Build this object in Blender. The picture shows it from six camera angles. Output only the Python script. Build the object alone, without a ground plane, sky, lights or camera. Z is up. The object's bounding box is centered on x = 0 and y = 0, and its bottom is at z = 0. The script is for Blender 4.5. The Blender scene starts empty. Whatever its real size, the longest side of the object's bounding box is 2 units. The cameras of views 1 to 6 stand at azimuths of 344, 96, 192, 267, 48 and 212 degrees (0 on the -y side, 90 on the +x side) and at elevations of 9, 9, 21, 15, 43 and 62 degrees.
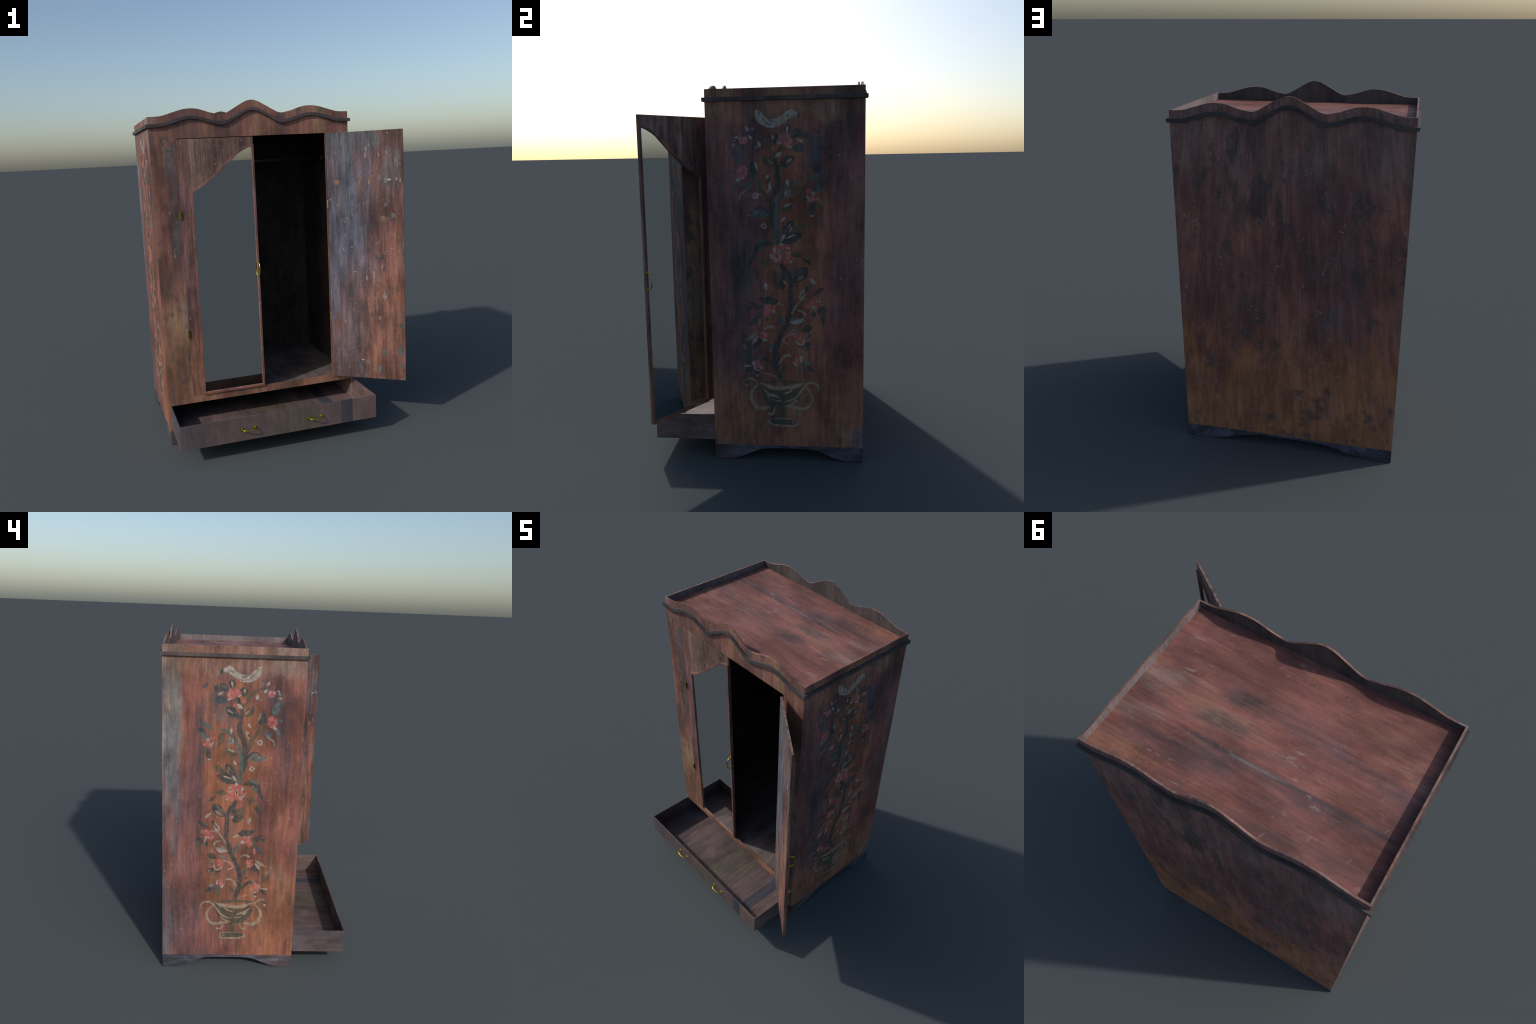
"""Old painted wardrobe: two mirror doors (one open), pulled-out drawer, wavy cornice."""
import bpy, bmesh, math
from mathutils import Vector, Matrix

# ------------------------------------------------------------------ sizes (m)
X0, X1 = -0.7128, 0.4840          # carcass, left / right
Y0, Y1 = -0.2203, 0.5587          # carcass, front / back
ZB = 0.080                        # underside of the carcass (top of plinth)
T = 0.0085                        # board thickness
CX = 0.5 * (X0 + X1)
HW = 0.5 * (X1 - X0)
OPEN_L, OPEN_R = CX - 0.4495, CX + 0.4495
OPEN_B, OPEN_T = 0.2825, 1.7955
RAIL_B = 0.2397
TOP_Z = 1.881                     # board between the gallery rims
FLOOR_Z = 0.2605
MOULD_OUT, MOULD_DROP, MOULD_H = 0.0127, 0.0408, 0.0182


def smooth_interp(points, x):
    """Monotone-ish cubic (Catmull-Rom) through control points."""
    n = len(points)
    if x <= points[0][0]:
        return points[0][1]
    if x >= points[-1][0]:
        return points[-1][1]
    for i in range(n - 1):
        xa, ya = points[i]
        xb, yb = points[i + 1]
        if x <= xb:
            h = xb - xa
            ma = (yb - points[max(i - 1, 0)][1]) / (xb - points[max(i - 1, 0)][0])
            mb = (points[min(i + 2, n - 1)][1] - ya) / (points[min(i + 2, n - 1)][0] - xa)
            t = (x - xa) / h
            return ((2 * t**3 - 3 * t**2 + 1) * ya + (t**3 - 2 * t**2 + t) * h * ma
                    + (-2 * t**3 + 3 * t**2) * yb + (t**3 - t**2) * h * mb)


# crest of front and back boards, as distance from the middle -> height
CREST = [(0.0, 2.0), (0.034, 1.9925), (0.09, 1.9635), (0.132, 1.9395), (0.160, 1.9262),
         (0.184, 1.9228), (0.208, 1.9265), (0.246, 1.9345), (0.310, 1.9545), (0.3535, 1.9595),
         (0.402, 1.9555), (0.462, 1.9395), (0.515, 1.9240), (0.545, 1.9198), (HW, 1.9187)]


def crest(x):
    return smooth_interp(CREST, min(abs(x - CX), HW))


# arch cut into each plinth board: fraction of half length -> height of the cut
ARCH = [(0.0, 0.0), (0.20, 0.0), (0.27, 0.0035), (0.35, 0.0140), (0.48, 0.0350),
        (0.585, 0.0530), (0.66, 0.0610), (0.80, 0.0650), (1.0, 0.0660)]


def arch(f):
    return smooth_interp(ARCH, 1.0 - abs(2.0 * f - 1.0))


# ------------------------------------------------------------------ mesh tools
def finish(bm, name, parent, mats, smooth=False, bevel=0.0):
    bmesh.ops.recalc_face_normals(bm, faces=bm.faces)
    me = bpy.data.meshes.new(name)
    bm.to_mesh(me)
    bm.free()
    for m in mats:
        me.materials.append(m)
    if smooth:
        me.shade_smooth()
    ob = bpy.data.objects.new(name, me)
    bpy.context.collection.objects.link(ob)
    if parent is not None:
        ob.parent = parent
    if bevel:
        mod = ob.modifiers.new('worn_edge', 'BEVEL')
        mod.width = bevel
        mod.segments = 2
        mod.limit_method = 'ANGLE'
        mod.angle_limit = math.radians(50)
    return ob


def add_box(bm, x0, x1, y0, y1, z0, z1, mat=0):
    vs = [bm.verts.new((x, y, z)) for z in (z0, z1) for y in (y0, y1) for x in (x0, x1)]
    for f in ((0, 1, 3, 2), (4, 5, 7, 6), (0, 1, 5, 4), (2, 3, 7, 6), (0, 2, 6, 4), (1, 3, 7, 5)):
        bm.faces.new([vs[i] for i in f]).material_index = mat


def fill_loops(bm, loops):
    """Triangulated cap bounded by closed vertex loops (the first is the outline)."""
    edges = []
    for lp in loops:
        for a, b in zip(lp, lp[1:] + lp[:1]):
            e = bm.edges.get((a, b)) or bm.edges.new((a, b))
            edges.append(e)
    r = bmesh.ops.triangle_fill(bm, edges=edges, use_beauty=True)
    return [g for g in r['geom'] if isinstance(g, bmesh.types.BMFace)]


def slab(bm, loops_a, loops_b, mat_a=0, mat_b=0, mat_side=0):
    """Closed solid between two stacks of matching 3D outlines (holes allowed)."""
    va = [[bm.verts.new(p) for p in lp] for lp in loops_a]
    vb = [[bm.verts.new(p) for p in lp] for lp in loops_b]
    for la, lb in zip(va, vb):
        n = len(la)
        for i in range(n):
            j = (i + 1) % n
            bm.faces.new((la[i], la[j], lb[j], lb[i])).material_index = mat_side
    for f in fill_loops(bm, va):
        f.material_index = mat_a
    for f in fill_loops(bm, vb):
        f.material_index = mat_b


def tube(bm, pts, radius, seg=12, mat=0):
    """Round bar swept along a polyline."""
    rings = []
    n = len(pts)
    pts = [Vector(p) for p in pts]
    up = None
    for i, p in enumerate(pts):
        t = (pts[min(i + 1, n - 1)] - pts[max(i - 1, 0)]).normalized()
        if up is None:
            up = t.orthogonal().normalized()
        up = (up - t * up.dot(t)).normalized()
        side = t.cross(up)
        rings.append([bm.verts.new(p + radius * (math.cos(2 * math.pi * k / seg) * up
                                                 + math.sin(2 * math.pi * k / seg) * side))
                      for k in range(seg)])
    for a, b in zip(rings, rings[1:]):
        for k in range(seg):
            f = bm.faces.new((a[k], a[(k + 1) % seg], b[(k + 1) % seg], b[k]))
            f.material_index = mat
            f.smooth = True
    bm.faces.new(rings[0]).material_index = mat
    bm.faces.new(rings[-1][::-1]).material_index = mat


# ------------------------------------------------------------------ node tools
class Nodes:
    def __init__(self, name):
        self.mat = bpy.data.materials.new(name)
        self.mat.use_nodes = True
        self.t = self.mat.node_tree
        self.bsdf = self.t.nodes['Principled BSDF']
        tc = self.t.nodes.new('ShaderNodeTexCoord')
        self.obj = tc.outputs['Object']
        self._sep = None

    def link(self, src, dst):
        if isinstance(src, (int, float)):
            dst.default_value = src
        elif isinstance(src, tuple):
            dst.default_value = src if len(src) == 4 or dst.type == 'VECTOR' else (*src, 1.0)
        else:
            self.t.links.new(src, dst)

    def axis(self, a):
        if self._sep is None:
            s = self.t.nodes.new('ShaderNodeSeparateXYZ')
            self.link(self.obj, s.inputs[0])
            self._sep = s
        return self._sep.outputs['xyz'.index(a)]

    def math(self, op, a, b=0.0, clamp=False):
        n = self.t.nodes.new('ShaderNodeMath')
        n.operation = op
        n.use_clamp = clamp
        self.link(a, n.inputs[0])
        self.link(b, n.inputs[1])
        return n.outputs[0]

    def mapping(self, scale, offset=(0, 0, 0), src=None):
        n = self.t.nodes.new('ShaderNodeMapping')
        self.link(src or self.obj, n.inputs['Vector'])
        n.inputs['Scale'].default_value = scale
        n.inputs['Location'].default_value = offset
        return n.outputs[0]

    def noise(self, vec, scale, detail=4.0, rough=0.55, distort=0.0):
        n = self.t.nodes.new('ShaderNodeTexNoise')
        self.link(vec, n.inputs['Vector'])
        n.inputs['Scale'].default_value = scale
        n.inputs['Detail'].default_value = detail
        n.inputs['Roughness'].default_value = rough
        n.inputs['Distortion'].default_value = distort
        return n.outputs['Fac']

    def step(self, v, a, b, lo=0.0, hi=1.0):
        n = self.t.nodes.new('ShaderNodeMapRange')
        n.interpolation_type = 'SMOOTHSTEP'
        self.link(v, n.inputs['Value'])
        n.inputs['From Min'].default_value = a
        n.inputs['From Max'].default_value = b
        n.inputs['To Min'].default_value = lo
        n.inputs['To Max'].default_value = hi
        return n.outputs[0]

    def ramp(self, v, stops):
        n = self.t.nodes.new('ShaderNodeValToRGB')
        self.link(v, n.inputs[0])
        els = n.color_ramp.elements
        while len(els) < len(stops):
            els.new(0.5)
        for e, (p, c) in zip(els, stops):
            e.position = p
            e.color = (*c, 1.0)
        return n.outputs[0]

    def mix(self, fac, a, b, mode='MIX'):
        n = self.t.nodes.new('ShaderNodeMix')
        n.data_type = 'RGBA'
        n.blend_type = mode
        self.link(fac, n.inputs[0])
        self.link(a, n.inputs[6])
        self.link(b, n.inputs[7])
        return n.outputs[2]

    def gain(self, colour, value):
        n = self.t.nodes.new('ShaderNodeVectorMath')
        n.operation = 'SCALE'
        self.link(colour, n.inputs[0])
        self.link(value, n.inputs['Scale'])
        return n.outputs[0]

    def bump(self, height, strength, dist=0.001):
        n = self.t.nodes.new('ShaderNodeBump')
        n.inputs['Strength'].default_value = strength
        n.inputs['Distance'].default_value = dist
        self.link(height, n.inputs['Height'])
        self.link(n.outputs[0], self.bsdf.inputs['Normal'])

    def out(self, colour, rough=0.6, metal=0.0, spec=0.3):
        self.link(colour, self.bsdf.inputs['Base Color'])
        self.link(rough, self.bsdf.inputs['Roughness'])
        self.link(metal, self.bsdf.inputs['Metallic'])
        self.link(spec, self.bsdf.inputs['Specular IOR Level'])
        return self.mat


def stretch(grain, k, seed=0.0):
    """Scale vector that stretches a pattern along the grain axis."""
    return tuple(k if a == grain else 1.0 for a in 'xyz'), (seed, seed * 1.7, seed * 0.6)


def aged_wood(name, grain, palette, seed=0.0, zones=(), crisp=(), mottle=0.5, dark=(0.05, 0.04, 0.04),
              fleck=0.4, fleck_colour=(0.36, 0.29, 0.27), contrast=0.35, broad=5.0, patch=2.2, cloud=0.30,
              paint=None, cover=(0.5, 0.95), rough=0.66, mottle_scale=20.0, streak_k=0.2, spread=0.15,
              scratch=0.35, fan=None, wobble=0.16):
    """Weathered stained timber: broad colour streaks along the grain, short fibre dashes,
    grimy clouds, dark mottling, pale scuffs and scratches, and ragged-edged stained zones.
    `paint` lays a worn coat of paint over the timber, `fan` spreads the figure from a middle line."""
    N = Nodes(name)
    src = N.obj
    if fan is not None:                      # cathedral figure: streaks spread downward from the middle
        c = N.t.nodes.new('ShaderNodeCombineXYZ')
        open_ = N.math('ADD', 1.0, N.math('MULTIPLY', N.math('SUBTRACT', 2.0, N.axis('z')), 0.30))
        N.link(N.math('DIVIDE', N.math('SUBTRACT', N.axis('x'), fan), open_), c.inputs[0])
        N.link(N.axis('y'), c.inputs[1])
        N.link(N.axis('z'), c.inputs[2])
        src = c.outputs[0]
    off = (seed, seed * 1.7, seed * 0.6)

    def along(k, o=0.0):
        return N.mapping(stretch(grain, k)[0], (off[0] + o, off[1] + o, off[2] + o), src)

    n_broad = N.noise(along(streak_k), broad, 5.0, 0.6, 0.3)
    n_patch = N.noise(along(0.7), patch, 4.0, 0.6)
    t = N.math('ADD', N.math('MULTIPLY', n_broad, 0.65), N.math('MULTIPLY', n_patch, 0.35))
    k = len(palette) - 1
    col = N.ramp(t, [(0.5 - spread + 2 * spread * i / k, c) for i, c in enumerate(palette)])
    wob = N.math('MULTIPLY', N.math('SUBTRACT', N.noise(along(0.35, 3.0), 7.0, 4.0, 0.65), 0.5), wobble)
    rag = N.math('MULTIPLY', N.math('SUBTRACT', N.noise(along(0.3, 7.0), 17.0, 6.0, 0.68), 0.5), 1.5)
    patchy = N.step(N.noise(along(0.30, 11.0), 10.0, 5.0, 0.65), 0.36, 0.62, 0.35, 1.15)
    for colour, strength, bounds in zones:
        m = None
        for a, lo0, lo1, hi0, hi1 in bounds:
            c = N.math('ADD', N.axis(a), wob)
            q = N.math('MULTIPLY', N.step(c, lo0, lo1), N.step(c, hi0, hi1, 1.0, 0.0))
            m = q if m is None else N.math('MULTIPLY', m, q)
        inside = N.step(m, 0.0, 0.2)
        m = N.math('MULTIPLY', N.step(N.math('ADD', m, rag), 0.10, 1.0), inside)
        col = N.mix(N.math('MULTIPLY', N.math('MULTIPLY', m, patchy), strength, True), col, colour)
    for colour, strength, bounds in crisp:
        m = None
        for a, lo0, lo1, hi0, hi1 in bounds:
            c = N.axis(a)
            q = N.math('MULTIPLY', N.step(c, lo0, lo1), N.step(c, hi0, hi1, 1.0, 0.0))
            m = q if m is None else N.math('MULTIPLY', m, q)
        col = N.mix(N.math('MULTIPLY', m, strength), col, colour)
    grime = N.noise(along(0.6, 1.0), 5.5, 6.0, 0.62)
    col = N.gain(col, N.step(grime, 0.34, 0.62, 1.0 - cloud * 1.3, 1.0 + cloud * 0.5))
    dash = N.noise(along(0.11), 44.0, 3.0, 0.62)
    fibre = N.noise(along(0.05), 105.0, 3.0, 0.6)
    tooth = N.noise(along(0.5), 110.0, 3.0, 0.6)
    g = N.math('ADD', N.math('MULTIPLY', dash, 0.5), N.math('ADD', N.math('MULTIPLY', fibre, 0.32), N.math('MULTIPLY', tooth, 0.18)))
    col = N.gain(col, N.step(g, 0.385, 0.615, 1.0 - 0.8 * contrast, 1.0 + 0.8 * contrast))
    blotch = N.noise(along(0.5, 2.0), mottle_scale, 6.0, 0.66)
    gate = N.step(N.noise(along(0.8, 4.0), 3.4, 2.0), 0.40, 0.56)
    col = N.mix(N.math('MULTIPLY', N.math('MULTIPLY', N.step(blotch, 0.50, 0.68), gate), mottle), col, dark)
    scuff = N.noise(along(0.30, 5.0), 40.0, 4.0, 0.65)
    gate2 = N.step(N.noise(along(0.7, 6.0), 5.0, 2.0), 0.48, 0.62)
    col = N.mix(N.math('MULTIPLY', N.math('MULTIPLY', N.step(scuff, 0.60, 0.70), gate2), fleck), col, fleck_colour)
    # hairline scratches in two leaning directions, kept only in scattered places
    for tilt, o in ((0.5, 8.0), (-0.8, 12.0)):
        m = N.t.nodes.new('ShaderNodeMapping')
        m.vector_type = 'POINT'
        N.link(src, m.inputs['Vector'])
        m.inputs['Rotation'].default_value = (tilt, tilt, tilt)
        lean = N.mapping(stretch(grain, 0.07)[0], (off[0] + o, off[1], off[2]), m.outputs[0])
        hair = N.noise(lean, 75.0, 1.0, 0.5)
        gate3 = N.step(N.noise(along(0.9, o), 9.0, 2.0), 0.52, 0.62)
        col = N.mix(N.math('MULTIPLY', N.math('MULTIPLY', N.step(hair, 0.69, 0.75), gate3), scratch), col, fleck_colour)
    if paint is not None:
        # brush coat: thinner where the bristles skipped, letting the timber through
        bristle = N.noise(N.mapping((1, 1, 0.45), (2.3, 0.7, 1.1)), 80.0, 4.0, 0.68)
        film = N.step(bristle, 0.36, 0.62, cover[0], cover[1])
        tone = N.gain(paint, N.step(N.noise(N.obj, 38.0, 4.0, 0.65), 0.32, 0.68, 0.70, 1.25))
        tone = N.gain(tone, N.step(g, 0.36, 0.64, 0.84, 1.16))
        col = N.mix(film, col, tone)
    N.bump(g, 0.3, 0.0015)
    return N.out(col, N.step(grime, 0.35, 0.65, rough + 0.08, rough - 0.06), 0.0, 0.25)


# ------------------------------------------------------------------ materials
RED = (0.200, 0.078, 0.064)
PLUM = (0.128, 0.066, 0.068)
ORANGE = (0.252, 0.104, 0.056)
TAN = (0.275, 0.165, 0.110)
OCHRE = (0.245, 0.120, 0.066)
RUST = (0.290, 0.116, 0.055)
GREY = (0.205, 0.185, 0.172)
SLATE = (0.095, 0.102, 0.118)
UMBER = (0.078, 0.056, 0.050)

LEFT_ZONES = [
    (SLATE, 0.60, [('y', 0.42, 0.48, 0.62, 0.72)]),
    (PLUM, 0.85, [('y', 0.30, 0.40, 0.47, 0.53), ('z', -1, -0.5, 1.15, 1.45)]),
    (GREY, 0.80, [('y', 0.42, 0.49, 0.70, 0.80), ('z', 1.05, 1.35, 3, 4)]),
    (SLATE, 0.70, [('y', 0.43, 0.47, 0.54, 0.58), ('z', 0.85, 1.0, 1.45, 1.6)]),
    (TAN, 0.55, [('z', 1.70, 1.82, 3, 4)]),
    (GREY, 0.45, [('y', -0.4, -0.3, -0.08, 0.02), ('z', 1.72, 1.82, 3, 4)]),
    (ORANGE, 0.75, [('y', -0.02, 0.08, 0.30, 0.36), ('z', 0.30, 0.5, 1.70, 1.80)]),
    (ORANGE, 0.70, [('y', -0.4, -0.3, 0.10, 0.24), ('z', -1, -0.5, 0.45, 0.75)]),
    (SLATE, 0.60, [('y', 0.16, 0.21, 0.26, 0.32), ('z', 1.44, 1.56, 1.62, 1.72)]),
]
RIGHT_ZONES = [
    (PLUM, 0.75, [('y', -0.30, -0.25, 0.00, 0.06), ('z', 0.30, 0.45, 1.70, 1.80)]),
    ((0.070, 0.058, 0.068), 0.85, [('y', -0.12, -0.07, -0.02, 0.02), ('z', 0.40, 0.55, 1.10, 1.25)]),
    (ORANGE, 0.65, [('y', 0.02, 0.08, 0.30, 0.38), ('z', 0.20, 0.4, 1.60, 1.75)]),
    (PLUM, 0.60, [('y', 0.36, 0.42, 0.70, 0.80), ('z', 0.6, 0.8, 1.60, 1.80)]),
    ((0.070, 0.062, 0.072), 0.85, [('y', 0.24, 0.29, 0.35, 0.39), ('z', 1.46, 1.54, 1.66, 1.72)]),
    (OCHRE, 0.60, [('z', -1, -0.5, 0.30, 0.60)]),
    (TAN, 0.40, [('z', 1.72, 1.80, 3, 4)]),
    (SLATE, 0.70, [('y', 0.44, 0.52, 0.8, 0.9), ('z', -1, -0.5, 0.14, 0.22)]),
]
SIDE_PALETTE = [(0.085, 0.050, 0.050), (0.120, 0.061, 0.062), (0.158, 0.067, 0.057), (0.188, 0.074, 0.058), (0.215, 0.090, 0.060), (0.190, 0.106, 0.080)]

PAINT = dict(
    dark=(0.028, 0.046, 0.049), teal=(0.062, 0.098, 0.098), olive=(0.070, 0.070, 0.050),
    navy=(0.038, 0.056, 0.070), grey=(0.130, 0.148, 0.146), pale=(0.330, 0.325, 0.290),
    pale_olive=(0.260, 0.238, 0.176), pink=(0.400, 0.118, 0.110), red=(0.480, 0.105, 0.085),
    rose=(0.345, 0.180, 0.165), dark_line=(0.155, 0.160, 0.140), urn_body=(0.064, 0.060, 0.044),
    urn_green=(0.054, 0.066, 0.048), smoke=(0.062, 0.062, 0.078))

side_kw = dict(grain='z', palette=SIDE_PALETTE, mottle=0.55, contrast=0.27, streak_k=0.28, dark=(0.050, 0.041, 0.043), fleck=0.30, cloud=0.30, spread=0.13)
M_LEFT = aged_wood('painted_side_timber_sunny', zones=LEFT_ZONES, seed=1.3, **side_kw)
M_RIGHT = aged_wood('painted_side_timber_plum', zones=RIGHT_ZONES, seed=4.1, **side_kw)
M_FRONT = aged_wood('front_frame_timber', 'z', [(0.100, 0.082, 0.080), (0.125, 0.072, 0.068), (0.165, 0.080, 0.066), (0.198, 0.090, 0.070), (0.205, 0.108, 0.080), (0.262, 0.152, 0.090), (0.20, 0.145, 0.122)], seed=7.7,
                    zones=[(OCHRE, 0.6, [('z', -1, -0.5, 0.50, 0.85)]),
                           (SLATE, 0.75, [('x', -0.645, -0.625, -0.585, -0.57), ('z', 1.40, 1.50, 1.72, 1.80)]),
                           (GREY, 0.5, [('x', -0.8, -0.79, -0.69, -0.67), ('z', 1.86, 1.88, 3, 4)])],
                    mottle=0.85, broad=13.0, streak_k=0.10, spread=0.14, contrast=0.22, dark=(0.065, 0.055, 0.055))
M_BACK = aged_wood('back_panel_timber', 'z', [(0.105, 0.064, 0.060), (0.155, 0.074, 0.068), (0.200, 0.086, 0.072), (0.232, 0.099, 0.078), (0.215, 0.125, 0.095)], seed=11.2,
                   zones=[(GREY, 0.30, [('z', 1.20, 1.8, 3, 4)]),
                          (RUST, 0.95, [('z', -2, -1.5, 0.25, 1.15)]),
                          ((0.29, 0.135, 0.066), 0.60, [('z', -2, -1.5, 0.20, 0.80)]),
                          (UMBER, 0.75, [('x', -0.05, 0.04, 0.09, 0.18), ('z', 1.15, 1.35, 1.85, 2.05)]),
                          (SLATE, 0.70, [('x', -0.46, -0.36, -0.32, -0.20), ('z', 0.70, 0.86, 0.92, 1.06)])],
                   mottle=0.80, dark=(0.060, 0.054, 0.056), cloud=0.18, broad=8.0, streak_k=0.14, fan=CX, wobble=1.1, mottle_scale=21.0, contrast=0.28, fleck=0.45, scratch=0.5)
M_TOP = aged_wood('top_board_timber', 'x', [PLUM, (0.165, 0.078, 0.068), (0.208, 0.084, 0.068), (0.220, 0.098, 0.074), (0.235, 0.138, 0.098)],
                  seed=2.6, mottle=0.30, broad=7.0, fleck=0.42, contrast=0.22, cloud=0.26, scratch=0.2,
                  zones=[(UMBER, 0.75, [('x', -0.08, 0.04, 0.08, 0.22), ('y', 0.01, 0.08, 0.09, 0.16)]),
                         (UMBER, 0.75, [('x', -0.08, 0.04, 0.12, 0.28), ('y', 0.15, 0.22, 0.23, 0.30)]),
                         (UMBER, 0.70, [('x', -0.10, 0.02, 0.08, 0.24), ('y', 0.32, 0.36, 0.37, 0.42)]),
                         (GREY, 0.40, [('x', 0.22, 0.40, 2, 3), ('y', 0.08, 0.15, 0.17, 0.24)]),
                         (GREY, 0.40, [('x', 0.22, 0.40, 2, 3), ('y', 0.26, 0.32, 0.34, 0.40)]),
                         (OCHRE, 0.55, [('x', 0.12, 0.34, 2, 3), ('y', 0.42, 0.50, 2, 3)])],
                  crisp=[((0.070, 0.060, 0.060), 0.65, [('x', -0.75, -0.62, 0.16, 0.24), ('y', 0.294, 0.308, 0.317, 0.320)]),
                         ((0.24, 0.20, 0.18), 0.45, [('x', -0.30, -0.10, -0.02, 0.0), ('y', 0.300, 0.306, 0.312, 0.318)])])
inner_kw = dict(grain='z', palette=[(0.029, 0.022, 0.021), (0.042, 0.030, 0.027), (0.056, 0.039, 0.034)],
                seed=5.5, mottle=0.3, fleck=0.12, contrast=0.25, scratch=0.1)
M_INNER = aged_wood('dark_inner_timber', crisp=[((0.085, 0.068, 0.064), 0.8, [('z', 1.872, 1.876, 3, 4)])], **inner_kw)  # gallery band front/back: tinted dimmer than the sides for its shade
M_INNER_SIDE = aged_wood('inner_side_timber_baked_sun', crisp=[((0.150, 0.122, 0.126), 0.85, [('z', 1.872, 1.876, 3, 4)])], **inner_kw)  # above the top board, colour lightened for sunlight on the gallery sides
M_INNER_FLOOR = aged_wood('inner_floor_timber', 'y', [(0.095, 0.076, 0.072), (0.130, 0.102, 0.094), (0.165, 0.132, 0.122)],
                          seed=6.5, mottle=0.25, fleck=0.15, contrast=0.22, scratch=0.1)
DRAWER_ZONES = [
    ((0.085, 0.070, 0.052), 0.70, [('x', -0.17, -0.10, 0.06, 0.10)]),
    ((0.075, 0.072, 0.090), 0.55, [('x', -0.80, -0.79, -0.58, -0.52)]),
]
DRAWER_BANDS = [((0.042, 0.046, 0.062), 0.92, [('x', 0.245, 0.250, 0.320, 0.325)]),
                ((0.085, 0.070, 0.054), 0.60, [('x', -0.17, -0.15, 0.04, 0.10)]),
                ((0.155, 0.105, 0.094), 0.50, [('x', 0.320, 0.330, 0.60, 0.70)])]
drawer_pal = [(0.088, 0.064, 0.066), (0.108, 0.075, 0.075), (0.125, 0.084, 0.080)]
M_DRAWER_FRONT = aged_wood('drawer_front_timber', 'z', drawer_pal, seed=3.1, zones=DRAWER_ZONES, crisp=DRAWER_BANDS, mottle=0.2,
                           fleck=0.06, contrast=0.15, cloud=0.18, broad=7.0, scratch=0.06)
M_DRAWER_IN = aged_wood('drawer_timber', 'y', drawer_pal, seed=8.4, zones=DRAWER_ZONES, crisp=DRAWER_BANDS, mottle=0.2, fleck=0.10,
                        contrast=0.24, broad=7.0, scratch=0.1)
M_MOULD = aged_wood('dark_moulding_timber', 'x', [(0.052, 0.046, 0.052), (0.068, 0.057, 0.059), (0.080, 0.066, 0.064)],
                    seed=9.0, mottle=0.15, fleck=0.08, contrast=0.18, scratch=0.1)
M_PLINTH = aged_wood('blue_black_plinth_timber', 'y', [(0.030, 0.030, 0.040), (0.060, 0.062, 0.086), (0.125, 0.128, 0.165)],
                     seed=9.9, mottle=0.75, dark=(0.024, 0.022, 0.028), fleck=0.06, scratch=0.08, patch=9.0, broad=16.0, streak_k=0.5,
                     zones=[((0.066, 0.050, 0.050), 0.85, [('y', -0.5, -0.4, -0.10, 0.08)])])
M_DOOR = aged_wood('door_front_timber', 'z', [(0.075, 0.058, 0.054), (0.120, 0.076, 0.066), (0.150, 0.092, 0.078), (0.180, 0.115, 0.092), (0.25, 0.175, 0.135)], seed=12.5,
                   zones=[(ORANGE, 0.75, [('z', -1, -0.5, 0.50, 0.85)])],
                   crisp=[((0.150, 0.072, 0.072), 0.75, [('x', -0.072, -0.060, 0.060, 0.072), ('z', 0.55, 0.85, 3, 4)])],
                   mottle=0.55, contrast=0.46, fleck=0.65, streak_k=0.08, broad=22.0, spread=0.12)
M_DOOR_STILE = aged_wood('mirror_bead_timber', 'z', [(0.125, 0.068, 0.062), (0.180, 0.088, 0.076), (0.230, 0.120, 0.095)], seed=14.5,
                         zones=[(ORANGE, 0.65, [('z', -1, -0.5, 0.62, 0.85)])],
                         mottle=0.5, contrast=0.25, fleck=0.35)
M_DOOR_IN = aged_wood('door_inside_timber', 'z', [(0.056, 0.042, 0.042), (0.092, 0.053, 0.050), (0.132, 0.064, 0.056), (0.165, 0.075, 0.058), (0.18, 0.102, 0.084)],
                      seed=16.0, mottle=0.80, dark=(0.046, 0.048, 0.054), contrast=0.46, fleck=0.65, fleck_colour=(0.28, 0.25, 0.255), scratch=0.6,
                      zones=[((0.082, 0.084, 0.114), 0.95, [('x', -0.20, -0.08, 0.2, 0.3), ('z', 0.80, 1.05, 3, 4)]),
                             ((0.086, 0.086, 0.118), 0.85, [('x', -0.34, -0.16, 0.2, 0.3), ('z', 0.70, 1.05, 3, 4)]),
                             ((0.080, 0.084, 0.112), 0.65, [('x', -0.30, -0.14, 0.2, 0.3), ('z', 0.95, 1.25, 3, 4)]),
                             ((0.112, 0.082, 0.090), 0.80, [('x', -0.36, -0.16, 0.2, 0.3), ('z', -1, -0.5, 0.8, 1.2)]),
                             ((0.090, 0.092, 0.122), 0.80, [('x', -0.13, -0.07, 0.2, 0.3), ('z', 0.55, 0.75, 1.1, 1.3)]),
                             ((0.070, 0.073, 0.080), 0.80, [('x', -0.34, -0.28, 0.2, 0.3), ('z', 1.62, 1.72, 3, 4)]),
                             ((0.095, 0.085, 0.092), 0.70, [('x', -0.42, -0.40, -0.34, -0.30), ('z', 1.40, 1.5, 1.68, 1.75)]),
                             ((0.205, 0.090, 0.055), 0.50, [('x', -0.6, -0.5, -0.26, -0.12), ('z', -1, -0.5, 0.75, 1.1)])])
M_KNOT = aged_wood('knot_timber', 'z', [(0.12, 0.06, 0.045), (0.21, 0.110, 0.072), (0.30, 0.17, 0.11)], seed=3.3, broad=40.0, patch=30.0, mottle=0.4)
M_KNOT_DARK = aged_wood('knot_rim_timber', 'z', [(0.06, 0.05, 0.05), (0.10, 0.075, 0.07)], seed=3.9, broad=30.0, patch=20.0)
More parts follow.
